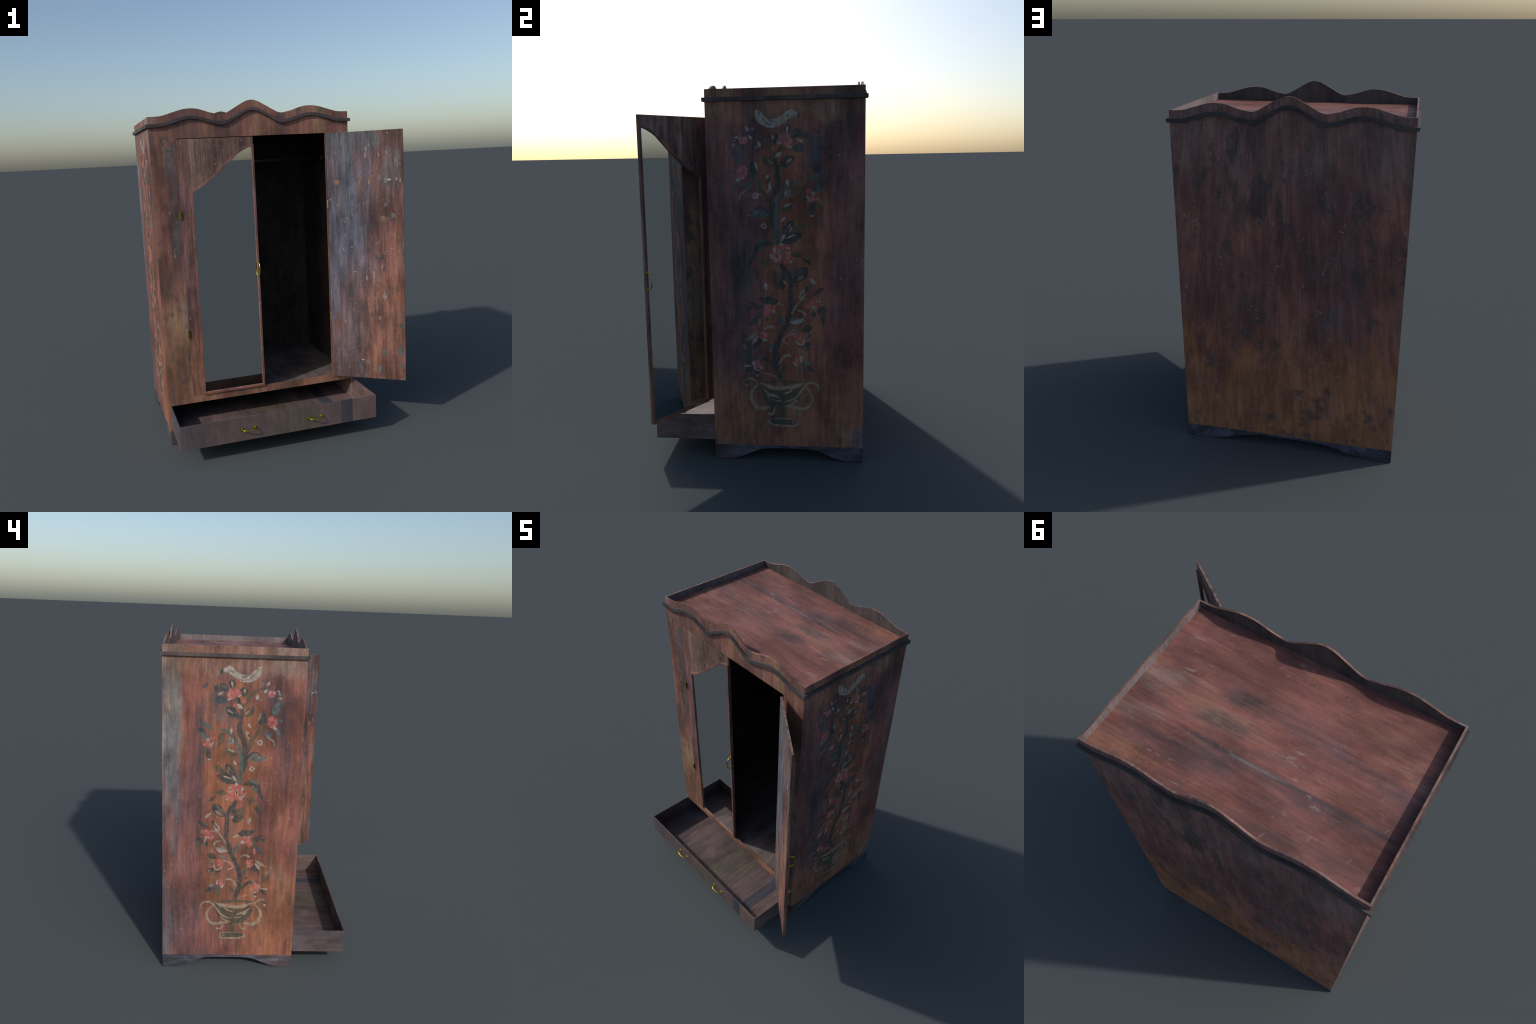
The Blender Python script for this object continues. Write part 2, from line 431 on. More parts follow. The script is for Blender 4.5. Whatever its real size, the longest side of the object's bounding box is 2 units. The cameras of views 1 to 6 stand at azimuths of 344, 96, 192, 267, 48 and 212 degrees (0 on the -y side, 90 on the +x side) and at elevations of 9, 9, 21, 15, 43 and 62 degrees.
M_NICK = aged_wood('grey_chipped_timber', 'z', [(0.050, 0.053, 0.058), (0.078, 0.082, 0.088), (0.125, 0.128, 0.13)], seed=4.9, broad=40.0, patch=30.0)
M_SCUFF = aged_wood('pale_scuffed_timber', 'z', [(0.26, 0.22, 0.21), (0.36, 0.31, 0.29)], seed=5.9, broad=40.0, patch=30.0)


def simple(name, colour, rough=0.5, metal=0.0, vary=0.15):
    N = Nodes(name)
    v = N.step(N.noise(N.obj, 40.0, 3.0), 0.3, 0.7, 1.0 - vary, 1.0 + vary)
    return N.out(N.gain(colour, v), rough, metal, 0.5)


M_BRASS = simple('yellow_brass', (0.50, 0.43, 0.04), 0.28, 1.0)
M_HINGE = simple('tarnished_hinge_brass', (0.32, 0.28, 0.03), 0.40, 1.0)
M_MIRROR = simple('mirror_silver', (0.80, 0.82, 0.82), 0.0, 1.0, 0.0)
M_ROD = simple('dark_rod_metal', (0.09, 0.09, 0.10), 0.35, 0.6)


# ------------------------------------------------------------------ the wardrobe
wardrobe = bpy.data.objects.new('wardrobe', None)
bpy.context.collection.objects.link(wardrobe)
wardrobe['label'] = 'worn red-brown painted wardrobe with mirror doors and open drawer'
wardrobe['category'] = 'wardrobe'

# side panels, mitred into front and back boards
GALLERY_Z = crest(X0)
sides = {}
for sgn, xo, mat in ((-1, X0, M_LEFT), (1, X1, M_RIGHT)):
    bm = bmesh.new()
    xi = xo - sgn * T
    plan = [(xo, Y0), (xo, Y1), (xi, Y1 - T), (xi, Y0 + T)]
    lo = [(x, y, ZB) for x, y in plan]
    hi = [(x, y, GALLERY_Z) for x, y in plan]
    slab(bm, [lo], [hi])
    bm.faces.ensure_lookup_table()
    for f in bm.faces:
        c = f.calc_center_median()
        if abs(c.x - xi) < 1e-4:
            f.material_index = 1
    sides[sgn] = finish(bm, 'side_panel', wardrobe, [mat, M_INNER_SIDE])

STEPS = 140
top_xs = [X0 + (X1 - X0) * i / STEPS for i in range(STEPS + 1)]


def board_outline(y_outer, inset, lower):
    """Front/back board outline; `inset` narrows it for the mitre."""
    def fx(x):
        return CX + (x - CX) * (HW - inset) / HW
    return [(fx(x), y_outer, z) for x, z in lower] + [(fx(x), y_outer, crest(x)) for x in reversed(top_xs)]


# face frame: opening for the doors, cut-out for the drawer
low_front = [(X0, ZB), (X0 + T + 0.0005, ZB), (X0 + T + 0.0005, RAIL_B), (X1 - T - 0.0005, RAIL_B), (X1 - T - 0.0005, ZB), (X1, ZB)]
hole = [(OPEN_L, OPEN_B), (OPEN_R, OPEN_B), (OPEN_R, OPEN_T), (OPEN_L, OPEN_T)]
bm = bmesh.new()
slab(bm, [board_outline(Y0, 0, low_front), [(x, Y0, z) for x, z in hole]],
     [board_outline(Y0 + T, T, low_front), [(x, Y0 + T, z) for x, z in hole]], 0, 1, 0)
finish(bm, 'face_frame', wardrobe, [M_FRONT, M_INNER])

bm = bmesh.new()
slab(bm, [board_outline(Y1, 0, [(X0, ZB), (X1, ZB)])], [board_outline(Y1 - T, T, [(X0, ZB), (X1, ZB)])], 0, 1, 0)
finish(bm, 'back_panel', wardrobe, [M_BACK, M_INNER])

bm = bmesh.new()
add_box(bm, X0 + T, X1 - T, Y0 + T, Y1 - T, TOP_Z - 0.004, TOP_Z)
finish(bm, 'top_panel', wardrobe, [M_TOP])

bm = bmesh.new()
add_box(bm, X0 + T, X1 - T, Y0 + T, Y1 - T, RAIL_B + 0.002, FLOOR_Z)
finish(bm, 'inner_floor', wardrobe, [M_INNER_FLOOR])

bm = bmesh.new()
add_box(bm, X0 + T, X1 - T, Y0 + T, Y1 - T, ZB, ZB + 0.008)
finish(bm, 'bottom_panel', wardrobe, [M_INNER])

# cornice moulding: a square bead that follows the wavy crest round the carcass
bm = bmesh.new()
path = [(x, Y0, 0, -1) for x in top_xs] + [(X1, Y1, 0, 1)] + [(x, Y1, 0, 1) for x in reversed(top_xs)][1:]
rings = []
for x, y, _, s in path:
    zt = crest(x) - MOULD_DROP
    corner = abs(abs(x - CX) - HW) < 1e-6
    ox = (MOULD_OUT if x > CX else -MOULD_OUT) if corner else 0.0
    ix = (-0.002 if x > CX else 0.002) if corner else 0.0
    o = (x + ox, y + s * MOULD_OUT)
    i = (x + ix, y - s * 0.002)
    rings.append([bm.verts.new((o[0], o[1], zt)), bm.verts.new((o[0], o[1], zt - MOULD_H)),
                  bm.verts.new((i[0], i[1], zt - MOULD_H)), bm.verts.new((i[0], i[1], zt))])
for a, b in zip(rings, rings[1:] + rings[:1]):
    for k in range(4):
        bm.faces.new((a[k], a[(k + 1) % 4], b[(k + 1) % 4], b[k]))
finish(bm, 'cornice_moulding', wardrobe, [M_MOULD])

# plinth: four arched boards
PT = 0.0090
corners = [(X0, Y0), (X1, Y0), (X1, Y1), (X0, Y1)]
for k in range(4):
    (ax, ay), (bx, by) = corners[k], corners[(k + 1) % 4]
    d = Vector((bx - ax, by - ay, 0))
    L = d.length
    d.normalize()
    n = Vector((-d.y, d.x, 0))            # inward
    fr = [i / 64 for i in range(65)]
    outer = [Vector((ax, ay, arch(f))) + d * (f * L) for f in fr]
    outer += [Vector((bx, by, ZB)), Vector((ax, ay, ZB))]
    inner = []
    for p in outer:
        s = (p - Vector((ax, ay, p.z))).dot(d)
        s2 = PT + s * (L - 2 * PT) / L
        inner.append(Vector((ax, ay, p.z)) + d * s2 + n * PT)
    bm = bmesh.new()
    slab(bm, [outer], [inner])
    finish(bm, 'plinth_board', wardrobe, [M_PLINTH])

# hanging rod with wall flanges
bm = bmesh.new()
ROD_Y, ROD_Z = 0.165, 1.650
tube(bm, [(X0 + T, ROD_Y, ROD_Z), (X1 - T, ROD_Y, ROD_Z)], 0.0095, 20)
for xa, xb in ((X0 + T, X0 + T + 0.018), (X1 - T - 0.018, X1 - T)):
    tube(bm, [(xa, ROD_Y, ROD_Z), (xb, ROD_Y, ROD_Z)], 0.0145, 20)
finish(bm, 'hanging_rod', wardrobe, [M_ROD])


# ------------------------------------------------------------------ brass fittings
def bail_pull(bm, c, along, out, span=0.081, reach=0.0289, r=0.0030, plate=0.0098, plate_w=0.0098):
    """D-shaped pull: round bar with rounded shoulders standing on two square plates."""
    c, along, out = Vector(c), Vector(along), Vector(out)
    h = span / 2
    prof = []
    for i in range(13):                       # quarter-ish shoulder, softer than a circle
        a = math.pi / 2 * i / 12
        prof.append((-h + 0.030 * (1 - math.cos(a)), 0.002 + (reach - 0.002) * math.sin(a) ** 0.9))
    prof = prof + [(-u, v) for u, v in reversed(prof)]
    tube(bm, [c + along * u + out * v for u, v in prof], r, 12)
    side = along.cross(out)
    for s in (-h, h):
        p = c + along * s
        pts = []
        for k in (0.0, 0.0025):
            for sa, sb in ((-1, -1), (1, -1), (1, 1), (-1, 1)):
                pts.append(p + along * (sa * plate) + side * (sb * plate_w) + out * k)
        vs = [bm.verts.new(q) for q in pts]
        for f in ((0, 1, 2, 3), (4, 5, 6, 7), (0, 1, 5, 4), (1, 2, 6, 5), (2, 3, 7, 6), (3, 0, 4, 7)):
            bm.faces.new([vs[i] for i in f])


# ------------------------------------------------------------------ drawer
DX0, DX1 = X0 + T + 0.0002, X1 - T - 0.0002
DY0, DY1, DZ0, DZ1, DT = -0.5392, 0.2200, 0.1028, 0.2418, 0.0068
bm = bmesh.new()
ring_o = [(DX0, DY0), (DX1, DY0), (DX1, DY1), (DX0, DY1)]
ring_i = [(DX0 + DT, DY0 + DT), (DX1 - DT, DY0 + DT), (DX1 - DT, DY1 - DT), (DX0 + DT, DY1 - DT)]
ob_ = [bm.verts.new((x, y, DZ0)) for x, y in ring_o]
ot_ = [bm.verts.new((x, y, DZ1)) for x, y in ring_o]
it_ = [bm.verts.new((x, y, DZ1)) for x, y in ring_i]
ib_ = [bm.verts.new((x, y, DZ0 + 0.007)) for x, y in ring_i]
bm.faces.new(ob_[::-1]).material_index = 1
bm.faces.new(ib_).material_index = 1
for k in range(4):
    j = (k + 1) % 4
    bm.faces.new((ob_[k], ob_[j], ot_[j], ot_[k])).material_index = 0 if k == 0 else 1
    bm.faces.new((ot_[k], ot_[j], it_[j], it_[k])).material_index = 1
    bm.faces.new((it_[k], it_[j], ib_[j], ib_[k])).material_index = 1
drawer = finish(bm, 'drawer', wardrobe, [M_DRAWER_FRONT, M_DRAWER_IN], bevel=0.0008)
for hx in (CX - 0.2005, CX + 0.2015):
    bm = bmesh.new()
    bail_pull(bm, (hx, DY0, 0.1695), (1, 0, 0), (0, -1, 0))
    finish(bm, 'drawer_handle', drawer, [M_BRASS], bevel=0.0006)

# ------------------------------------------------------------------ doors
DOOR_W = 0.4478
DOOR_B, DOOR_T = 0.2835, 1.7918
BOARD = 0.0105                     # door board thickness
BEAD = 0.0117                      # bead round the mirror: width ...
PROUD = 0.0092                     # ... and how far it stands out of the board
MIRROR_L = 0.0765                  # mirror edge next to the hinge stile
MIRROR_R = DOOR_W - BEAD
MIRROR_B = DOOR_B + 0.0125
SWEEP = [(0.0765, 1.4943), (0.097, 1.4995), (0.131, 1.5180), (0.187, 1.5560), (0.244, 1.6018), (0.310, 1.6608),
         (0.351, 1.6975), (0.396, 1.7218), (0.422, 1.7305), (DOOR_W, 1.7345)]


def door(mirrored):
    """Door in hinge coordinates: u runs away from the hinge, d stands out of the face."""
    s = -1.0 if mirrored else 1.0

    def P(u, d, z):
        return (s * u, -d, z)

    # board: front face in three tones (hinge stile, top panel), plain inside face
    bm = bmesh.new()
    add_box(bm, min(0, s * DOOR_W), max(0, s * DOOR_W), 0.0, BOARD, DOOR_B, DOOR_T, 0)
    for f in bm.faces:
        c = f.calc_center_median()
        if c.y > BOARD - 1e-5:
            f.material_index = 1
    body = finish(bm, 'door', wardrobe, [M_DOOR, M_DOOR_IN])

    # mirror pane with an ogee-swept top, and the bead that frames it
    us = [MIRROR_L + (MIRROR_R - MIRROR_L) * i / 44 for i in range(45)]
    inner = [(MIRROR_R, MIRROR_B), (MIRROR_L, MIRROR_B)] + [(u, smooth_interp(SWEEP, u)) for u in us]
    outer = [(DOOR_W, DOOR_B), (MIRROR_L - BEAD, DOOR_B)]
    for i, u in enumerate(us):
        slope = (smooth_interp(SWEEP, u + 0.002) - smooth_interp(SWEEP, u - 0.002)) / 0.004
        nn = math.hypot(1.0, slope)
        f = i / 44
        pu = u - BEAD * slope / nn
        pz = smooth_interp(SWEEP, u) + BEAD / nn
        if i == 0:
            pu = MIRROR_L - BEAD
        if i == 44:
            pu, pz = DOOR_W, smooth_interp(SWEEP, DOOR_W) + BEAD
        outer.append((max(pu, MIRROR_L - BEAD), pz))
    bm = bmesh.new()
    slab(bm, [[P(u, -0.001, z) for u, z in inner]], [[P(u, 0.0012, z) for u, z in inner]])
    finish(bm, 'mirror', body, [M_MIRROR])
    bm = bmesh.new()
    rows = [[bm.verts.new(P(u, d, z)) for u, z in line]
            for line, d in ((outer, -0.0005), (outer, PROUD), (inner, PROUD), (inner, -0.0005))]
    n = len(inner)
    for a, b in zip(rows, rows[1:] + rows[:1]):
        for i in range(n):
            bm.faces.new((a[i], a[(i + 1) % n], b[(i + 1) % n], b[i]))
    finish(bm, 'mirror_bead', body, [M_DOOR_STILE], bevel=0.0007)
    # pull on the closing stile
    bm = bmesh.new()
    bail_pull(bm, P(0.5 * (MIRROR_R + DOOR_W), PROUD, 1.0125), (0, 0, 1), (0, -1, 0), span=0.083, plate=0.006, plate_w=0.0052)
    finish(bm, 'door_handle', body, [M_BRASS], bevel=0.0005)
    # hinge knuckles
    for z in (0.6655, 1.3670):
        bm = bmesh.new()
        ua, ub = (-0.0075, 0.0010)
        add_box(bm, min(s * ua, s * ub), max(s * ua, s * ub), -0.0075, 0.004, z - 0.0240, z + 0.0240)
        finish(bm, 'hinge', body, [M_HINGE], bevel=0.001)
    return body


left_door = door(False)
left_door.location = (OPEN_L + 0.0008, Y0, 0)
right_door = door(True)
right_door.location = (0.3394, -0.2316, 0)
right_door.rotation_euler = (0, 0, math.radians(180 - 35.2))


# knots, chiselled nicks and chips on the inside of the open door
def chip(pts_uz, mat, lift, name):
    bm = bmesh.new()
    y = BOARD
    slab(bm, [[(-u, y - 0.0005, z) for u, z in pts_uz]], [[(-u, y + lift, z) for u, z in pts_uz]])
    finish(bm, name, right_door, [mat])


def blob(u, z, ru, rz, ph, n=26):
    return [(u + ru * math.cos(a) * (1 + 0.22 * math.sin(3 * a + ph) + 0.14 * math.sin(7 * a + 2 * ph)),
             z + rz * math.sin(a) * (1 + 0.2 * math.cos(2 * a + ph) + 0.1 * math.sin(5 * a + ph)))
            for a in (2 * math.pi * k / n for k in range(n))]


for i, (u, z, ru, rz) in enumerate(((0.056, 1.498, 0.013, 0.016), (0.194, 1.500, 0.006, 0.010), (0.250, 1.500, 0.006, 0.019),
                                    (0.070, 1.604, 0.005, 0.006))):
    chip(blob(u, z, ru * 1.35, rz * 1.3, i + 0.4), M_KNOT_DARK, 0.0003, 'knot')
    chip(blob(u, z, ru, rz, i * 1.7), M_KNOT, 0.0005, 'knot')
for ring_u, ring_z, ru, rz in ((0.332, 1.272, 0.030, 0.024), (0.300, 0.666, 0.015, 0.016)):
    chip(blob(ring_u, ring_z, ru, rz, 0.7, 30), M_KNOT_DARK, 0.0003, 'knot')
    chip(blob(ring_u, ring_z + 0.002, ru * 0.72, rz * 0.72, 1.9, 30), M_KNOT, 0.0005, 'knot')
for pts in ([(0.330, 1.485), (0.352, 1.485), (0.352, 1.521), (0.336, 1.518)],
            [(0.333, 1.421), (0.374, 1.421), (0.372, 1.434), (0.350, 1.426)],
            [(0.332, 1.351), (0.368, 1.354), (0.347, 1.376)],
            [(0.312, 1.030), (0.326, 1.030), (0.326, 1.062), (0.314, 1.060)]):
    chip(pts, M_NICK, 0.0004, 'nick')
for i, (u, z, ru, rz) in enumerate(((0.294, 0.344, 0.012, 0.030), (0.318, 0.455, 0.018, 0.014), (0.422, 0.469, 0.016, 0.030),
                                    (0.424, 0.627, 0.010, 0.020), (0.156, 0.371, 0.010, 0.024), (0.110, 0.350, 0.008, 0.012),
                                    (0.286, 1.045, 0.007, 0.020), (0.385, 1.295, 0.016, 0.014), (0.420, 0.380, 0.010, 0.016))):
    chip(blob(u, z, ru, rz, i * 2.1), M_NICK, 0.0004, 'stain_chip')
for i, (u, z, w, h) in enumerate(((0.352, 1.663, 0.003, 0.007), (0.404, 1.615, 0.005, 0.010), (0.365, 1.505, 0.012, 0.005), (0.410, 1.508, 0.006, 0.006),
                                  (0.430, 1.500, 0.004, 0.010), (0.19, 0.40, 0.010, 0.003), (0.155, 0.955, 0.006, 0.003), (0.225, 0.92, 0.003, 0.014),
                                  (0.36, 1.775, 0.003, 0.004), (0.31, 1.652, 0.002, 0.012), (0.43, 0.70, 0.003, 0.008))):
    chip(blob(u, z, w, h, i * 1.3), M_SCUFF, 0.0006, 'scuff')

# ------------------------------------------------------------------ painted decoration


def catmull(pts, n=6):
    n = 2 if len(pts) > 8 else n
    """Smooth (y, z, width) control points into a brush path."""
    if len(pts) == 2:
        return [tuple(a + (b - a) * t / n for a, b in zip(*pts)) for t in range(n + 1)]
    P_ = [pts[0]] + list(pts) + [pts[-1]]
    res = []
    for i in range(1, len(P_) - 2):
        p0, p1, p2, p3 = P_[i - 1:i + 3]
        for k in range(n):
            t = k / n
            res.append(tuple(0.5 * (2 * b + (c - a) * t + (2 * a - 5 * b + 4 * c - d) * t * t
                                    + (3 * b - a - 3 * c + d) * t ** 3)
                             for a, b, c, d in zip(p0, p1, p2, p3)))
    res.append(tuple(pts[-1]))
    return res


class Decorator:
    """Lays thin strokes of paint on a side panel.  Every stroke is a slightly raised film
    whose coats are 0.015 mm apart, so that later strokes lie on earlier ones."""

    def __init__(self, sgn, panel, x_face, mats):
        self.sgn, self.panel, self.x, self.mats = sgn, panel, x_face, mats
        self.coats = []
        self.bm = {}

    def film(self, fig, tint, left, right, key):
        # lie one coat above whatever earlier strokes this one crosses
        ys = [q[0] for q in left + right]
        zs = [q[1] for q in left + right]
        box = (min(ys), max(ys), min(zs), max(zs))
        layer = 1 + max([l for b, l in self.coats if b[0] < box[1] and box[0] < b[1] and b[2] < box[3] and box[2] < b[3]], default=0)
        self.coats.append((box, layer))
        h = 0.00015 + 0.000015 * layer
        if key not in self.bm:
            self.bm[key] = (bmesh.new(), [], fig)
        bm, tints, _ = self.bm[key]
        if tint not in tints:
            tints.append(tint)
        mi = tints.index(tint)
        xo = self.x + self.sgn * h
        xi = self.x - self.sgn * 0.0004
        lo = [bm.verts.new((xo, y, z)) for y, z in left]
        ro = [bm.verts.new((xo, y, z)) for y, z in right]
        for i in range(len(lo) - 1):
            bm.faces.new((lo[i], lo[i + 1], ro[i + 1], ro[i])).material_index = mi
        rim = lo + ro[::-1]
        base = [bm.verts.new((xi, v.co.y, v.co.z)) for v in rim]
        for i in range(len(rim)):
            j = (i + 1) % len(rim)
            bm.faces.new((rim[i], rim[j], base[j], base[i])).material_index = mi

    def brush(self, fig, tint, *pts, key=None):
        path = catmull([(y, z, w * 0.001) for y, z, w in pts])
        left, right = [], []
        n = len(path)
        for i, (y, z, w) in enumerate(path):
            ya, za, _ = path[max(i - 1, 0)]
            yb, zb, _ = path[min(i + 1, n - 1)]
            ty, tz = yb - ya, zb - za
            q = math.hypot(ty, tz) or 1.0
            w = max(w, 0.0012) * 1.05 * (1.0 + 0.05 * math.sin(i * 1.1 + y * 90.0)) * 0.5
            left.append((y - tz / q * w, z + ty / q * w))
            right.append((y + tz / q * w, z - ty / q * w))
        def grow(mm):
            res = []
            for side in (left, right):
                line = []
                for (y, z, _), q in zip(path, side):
                    r = math.hypot(q[0] - y, q[1] - z) or 1e-6
                    k = max(r + mm * 0.001, 0.0003) / r
                    line.append((y + (q[0] - y) * k, z + (q[1] - z) * k))
                res.append(line)
            return res
        self.film(fig, tint + '_thin', *grow(1.2), key or fig)
        self.film(fig, tint, *grow(-0.7), key or fig)

    def leaf(self, fig, tint, base, tip, width, bend=0.0):
        by, bz = base
        ty, tz = tip
        dy, dz = ty - by, tz - bz
        self.count = getattr(self, 'count', 0) + 1
        pts = []
        for i in range(9):
            t = i / 8
            w = max(math.sin(math.pi * t ** 0.80), 0.0) ** 1.05 + 0.03
            b = bend * 2 * t * (1 - t)
            e = -0.04 + 1.12 * t
            pts.append((by + dy * e - dz * b, bz + dz * e + dy * b, width * w))
        self.brush(fig, tint, *pts, key=(fig, self.count))

    def dab(self, fig, tint, centre, ry, rz=None):
        rz = rz or ry
        y, z = centre
        left, right = [], []
        for i in range(13):
            a = math.pi * i / 12
            k = 1.0 + 0.14 * math.sin(3 * a + 40 * y) + 0.08 * math.sin(5 * a + 70 * z)
            k2 = 1.0 + 0.14 * math.sin(2 * a + 55 * z) + 0.08 * math.sin(4 * a + 30 * y)
            s, c = math.sin(a) + 0.02, math.cos(a)
            left.append((y + ry * 0.001 * s * k, z + rz * 0.001 * c))
            right.append((y - ry * 0.001 * s * k2, z + rz * 0.001 * c))
        def grow(k):
            return ([(y + (a - y) * k, z + (b - z) * k) for a, b in left], [(y + (a - y) * k, z + (b - z) * k) for a, b in right])
        self.film(fig, tint + '_thin', *grow(1.22), fig)
        self.film(fig, tint, *grow(0.86), fig)

    def done(self):
        for key, (bm, tints, fig) in self.bm.items():
            ob = finish(bm, 'painted_' + fig, self.panel, [self.mats[t] for t in tints])


def paint_leaf(brush, leaf, dab):
    leaf('leaf', 'smoke', (0.290, 1.680), (0.266, 1.589), 57)
    leaf('leaf', 'smoke', (0.283, 1.709), (0.239, 1.682), 48)
    leaf('leaf', 'smoke', (-0.064, 1.701), (-0.087, 1.585), 37)
    leaf('leaf', 'smoke', (0.344, 1.645), (0.333, 1.528), 20)
    leaf('leaf', 'smoke', (0.369, 1.474), (0.297, 1.414), 48)
    leaf('leaf', 'smoke', (0.014, 1.708), (-0.071, 1.657), 43)
    leaf('leaf', 'smoke', (0.362, 1.516), (0.354, 1.462), 26)
    leaf('leaf', 'smoke', (0.366, 0.841), (0.344, 0.781), 43)
    leaf('leaf', 'smoke', (0.299, 0.642), (0.241, 0.609), 45)
    leaf('leaf', 'smoke', (0.307, 0.537), (0.228, 0.490), 57)
    leaf('leaf', 'smoke', (0.039, 0.658), (-0.004, 0.613), 26)
    leaf('leaf', 'dark', (0.189, 1.743), (0.175, 1.691), 34)
    leaf('leaf', 'pale', (0.186, 1.734), (0.180, 1.700), 9)
    leaf('leaf', 'dark', (0.247, 1.718), (0.196, 1.683), 36, 0.12)
    leaf('leaf', 'teal', (0.233, 1.710), (0.208, 1.691), 14)
    leaf('leaf', 'dark', (0.117, 1.702), (0.120, 1.654), 43)
    leaf('leaf', 'pale', (0.112, 1.694), (0.113, 1.670), 10)
    leaf('leaf', 'navy', (0.270, 1.630), (0.207, 1.628), 43)
    leaf('leaf', 'navy', (0.283, 1.695), (0.244, 1.689), 31)
    leaf('leaf', 'pale', (0.259, 1.656), (0.228, 1.674), 11)
    leaf('leaf', 'dark', (0.211, 1.588), (0.140, 1.524), 47, -0.1)
    leaf('leaf', 'pale_olive', (0.204, 1.577), (0.175, 1.560), 10)
    leaf('leaf', 'teal', (0.173, 1.536), (0.142, 1.529), 9)
    leaf('leaf', 'olive', (0.113, 1.544), (0.059, 1.597), 40, 0.1)
    leaf('leaf', 'pale_olive', (0.109, 1.553), (0.083, 1.578), 9)
    leaf('leaf', 'dark', (0.022, 1.497), (0.012, 1.577), 43, 0.08)
    leaf('leaf', 'pale_olive', (0.035, 1.519), (0.021, 1.567), 11)
    leaf('leaf', 'teal', (-0.050, 1.554), (-0.069, 1.626), 37)
    leaf('leaf', 'navy', (-0.086, 1.616), (-0.084, 1.593), 20)
    leaf('leaf', 'navy', (0.340, 1.693), (0.312, 1.720), 17)
    leaf('leaf', 'teal', (0.341, 1.504), (0.283, 1.469), 27)
    leaf('leaf', 'navy', (0.366, 1.467), (0.329, 1.450), 34)
    leaf('leaf', 'teal', (0.356, 1.442), (0.302, 1.423), 28, 0.1)
    leaf('leaf', 'navy', (0.350, 1.532), (0.345, 1.503), 17)
    leaf('leaf', 'olive', (0.315, 1.368), (0.348, 1.328), 21)
    leaf('leaf', 'dark', (0.309, 1.358), (0.298, 1.292), 27)
    leaf('leaf', 'pale', (0.311, 1.296), (0.291, 1.298), 7)
    leaf('leaf', 'teal', (0.334, 1.310), (0.338, 1.267), 14)
    leaf('leaf', 'olive', (0.224, 1.451), (0.248, 1.372), 28)
    leaf('leaf', 'pale', (0.180, 1.479), (0.182, 1.444), 12)
    leaf('leaf', 'olive', (0.210, 1.363), (0.140, 1.328), 31, 0.15)
    leaf('leaf', 'pale', (0.201, 1.359), (0.159, 1.343), 11)
    leaf('leaf', 'pale', (0.165, 1.292), (0.149, 1.269), 13)
    leaf('leaf', 'pale', (0.090, 1.502), (0.074, 1.481), 11)
    leaf('leaf', 'pale', (0.096, 1.463), (0.082, 1.415), 17)
    leaf('leaf', 'olive', (0.084, 1.447), (0.081, 1.427), 9)
    leaf('leaf', 'teal', (-0.007, 1.466), (-0.039, 1.415), 33)
    brush('leaf', 'pale_olive', (-0.014, 1.442, 4), (-0.036, 1.418, 7), (-0.054, 1.406, 7), (-0.059, 1.380, 5))
    leaf('leaf', 'teal', (-0.068, 1.481), (-0.088, 1.427), 20)
    leaf('leaf', 'teal', (0.083, 1.321), (-0.012, 1.314), 40, 0.16)
    brush('leaf', 'dark', (0.089, 1.303, 7), (0.075, 1.326, 12), (0.049, 1.342, 12), (0.018, 1.333, 5))
    leaf('leaf', 'pale', (0.028, 1.312), (0.014, 1.317), 4)
    leaf('leaf', 'olive', (0.269, 1.260), (0.196, 1.219), 34, 0.1)
    leaf('leaf', 'dark', (0.202, 1.273), (0.147, 1.197), 45, 0.12)
    leaf('leaf', 'pale_olive', (0.201, 1.241), (0.188, 1.219), 8)
    leaf('leaf', 'pale_olive', (0.192, 1.256), (0.182, 1.236), 7)
    leaf('leaf', 'dark', (0.252, 1.205), (0.147, 1.159), 51, -0.1)
    leaf('leaf', 'pale', (0.217, 1.203), (0.174, 1.188), 8)
    leaf('leaf', 'pale', (0.165, 1.206), (0.146, 1.171), 15)
    brush('leaf', 'dark', (0.110, 1.152, 4), (0.087, 1.161, 20), (0.065, 1.165, 38), (0.042, 1.153, 49), (0.028, 1.132, 38), (0.012, 1.111, 17), (-0.000, 1.085, 14), (-0.014, 1.056, 3))
    brush('leaf', 'teal', (0.073, 1.174, 7), (0.053, 1.177, 17), (0.032, 1.169, 16), (0.027, 1.156, 4))
    brush('leaf', 'teal', (0.062, 1.150, 4), (0.046, 1.134, 17), (0.033, 1.119, 9))
    leaf('leaf', 'olive', (0.255, 1.108), (0.195, 1.102), 31)
    leaf('leaf', 'dark', (0.298, 1.053), (0.258, 1.083), 17)
    leaf('leaf', 'olive', (0.082, 1.079), (0.031, 1.058), 24, 0.15)
    leaf('leaf', 'olive', (0.079, 1.078), (0.057, 1.039), 23)
    leaf('leaf', 'dark', (0.026, 1.029), (0.015, 0.980), 20)
    leaf('leaf', 'dark', (0.271, 1.037), (0.203, 0.965), 54, 0.1)
    leaf('leaf', 'teal', (0.257, 1.029), (0.214, 0.995), 13)
    leaf('leaf', 'grey', (0.257, 0.997), (0.221, 0.969), 17)
    leaf('leaf', 'olive', (0.152, 0.928), (0.106, 1.018), 65)
    leaf('leaf', 'dark', (0.155, 0.929), (0.136, 0.976), 26)
    leaf('leaf', 'navy', (0.158, 1.010), (0.154, 0.983), 26)
    leaf('leaf', 'pale_olive', (0.167, 0.954), (0.155, 0.970), 12)
    leaf('leaf', 'pale', (0.319, 0.953), (0.285, 0.982), 17)
    leaf('leaf', 'dark', (0.357, 0.933), (0.307, 0.897), 22)
    brush('leaf', 'pale', (0.269, 0.934, 3), (0.255, 0.908, 20), (0.244, 0.887, 24), (0.236, 0.876, 5))
    leaf('leaf', 'dark', (0.278, 0.940), (0.265, 0.911), 17)
    leaf('leaf', 'teal', (0.260, 0.914), (0.243, 0.887), 11)
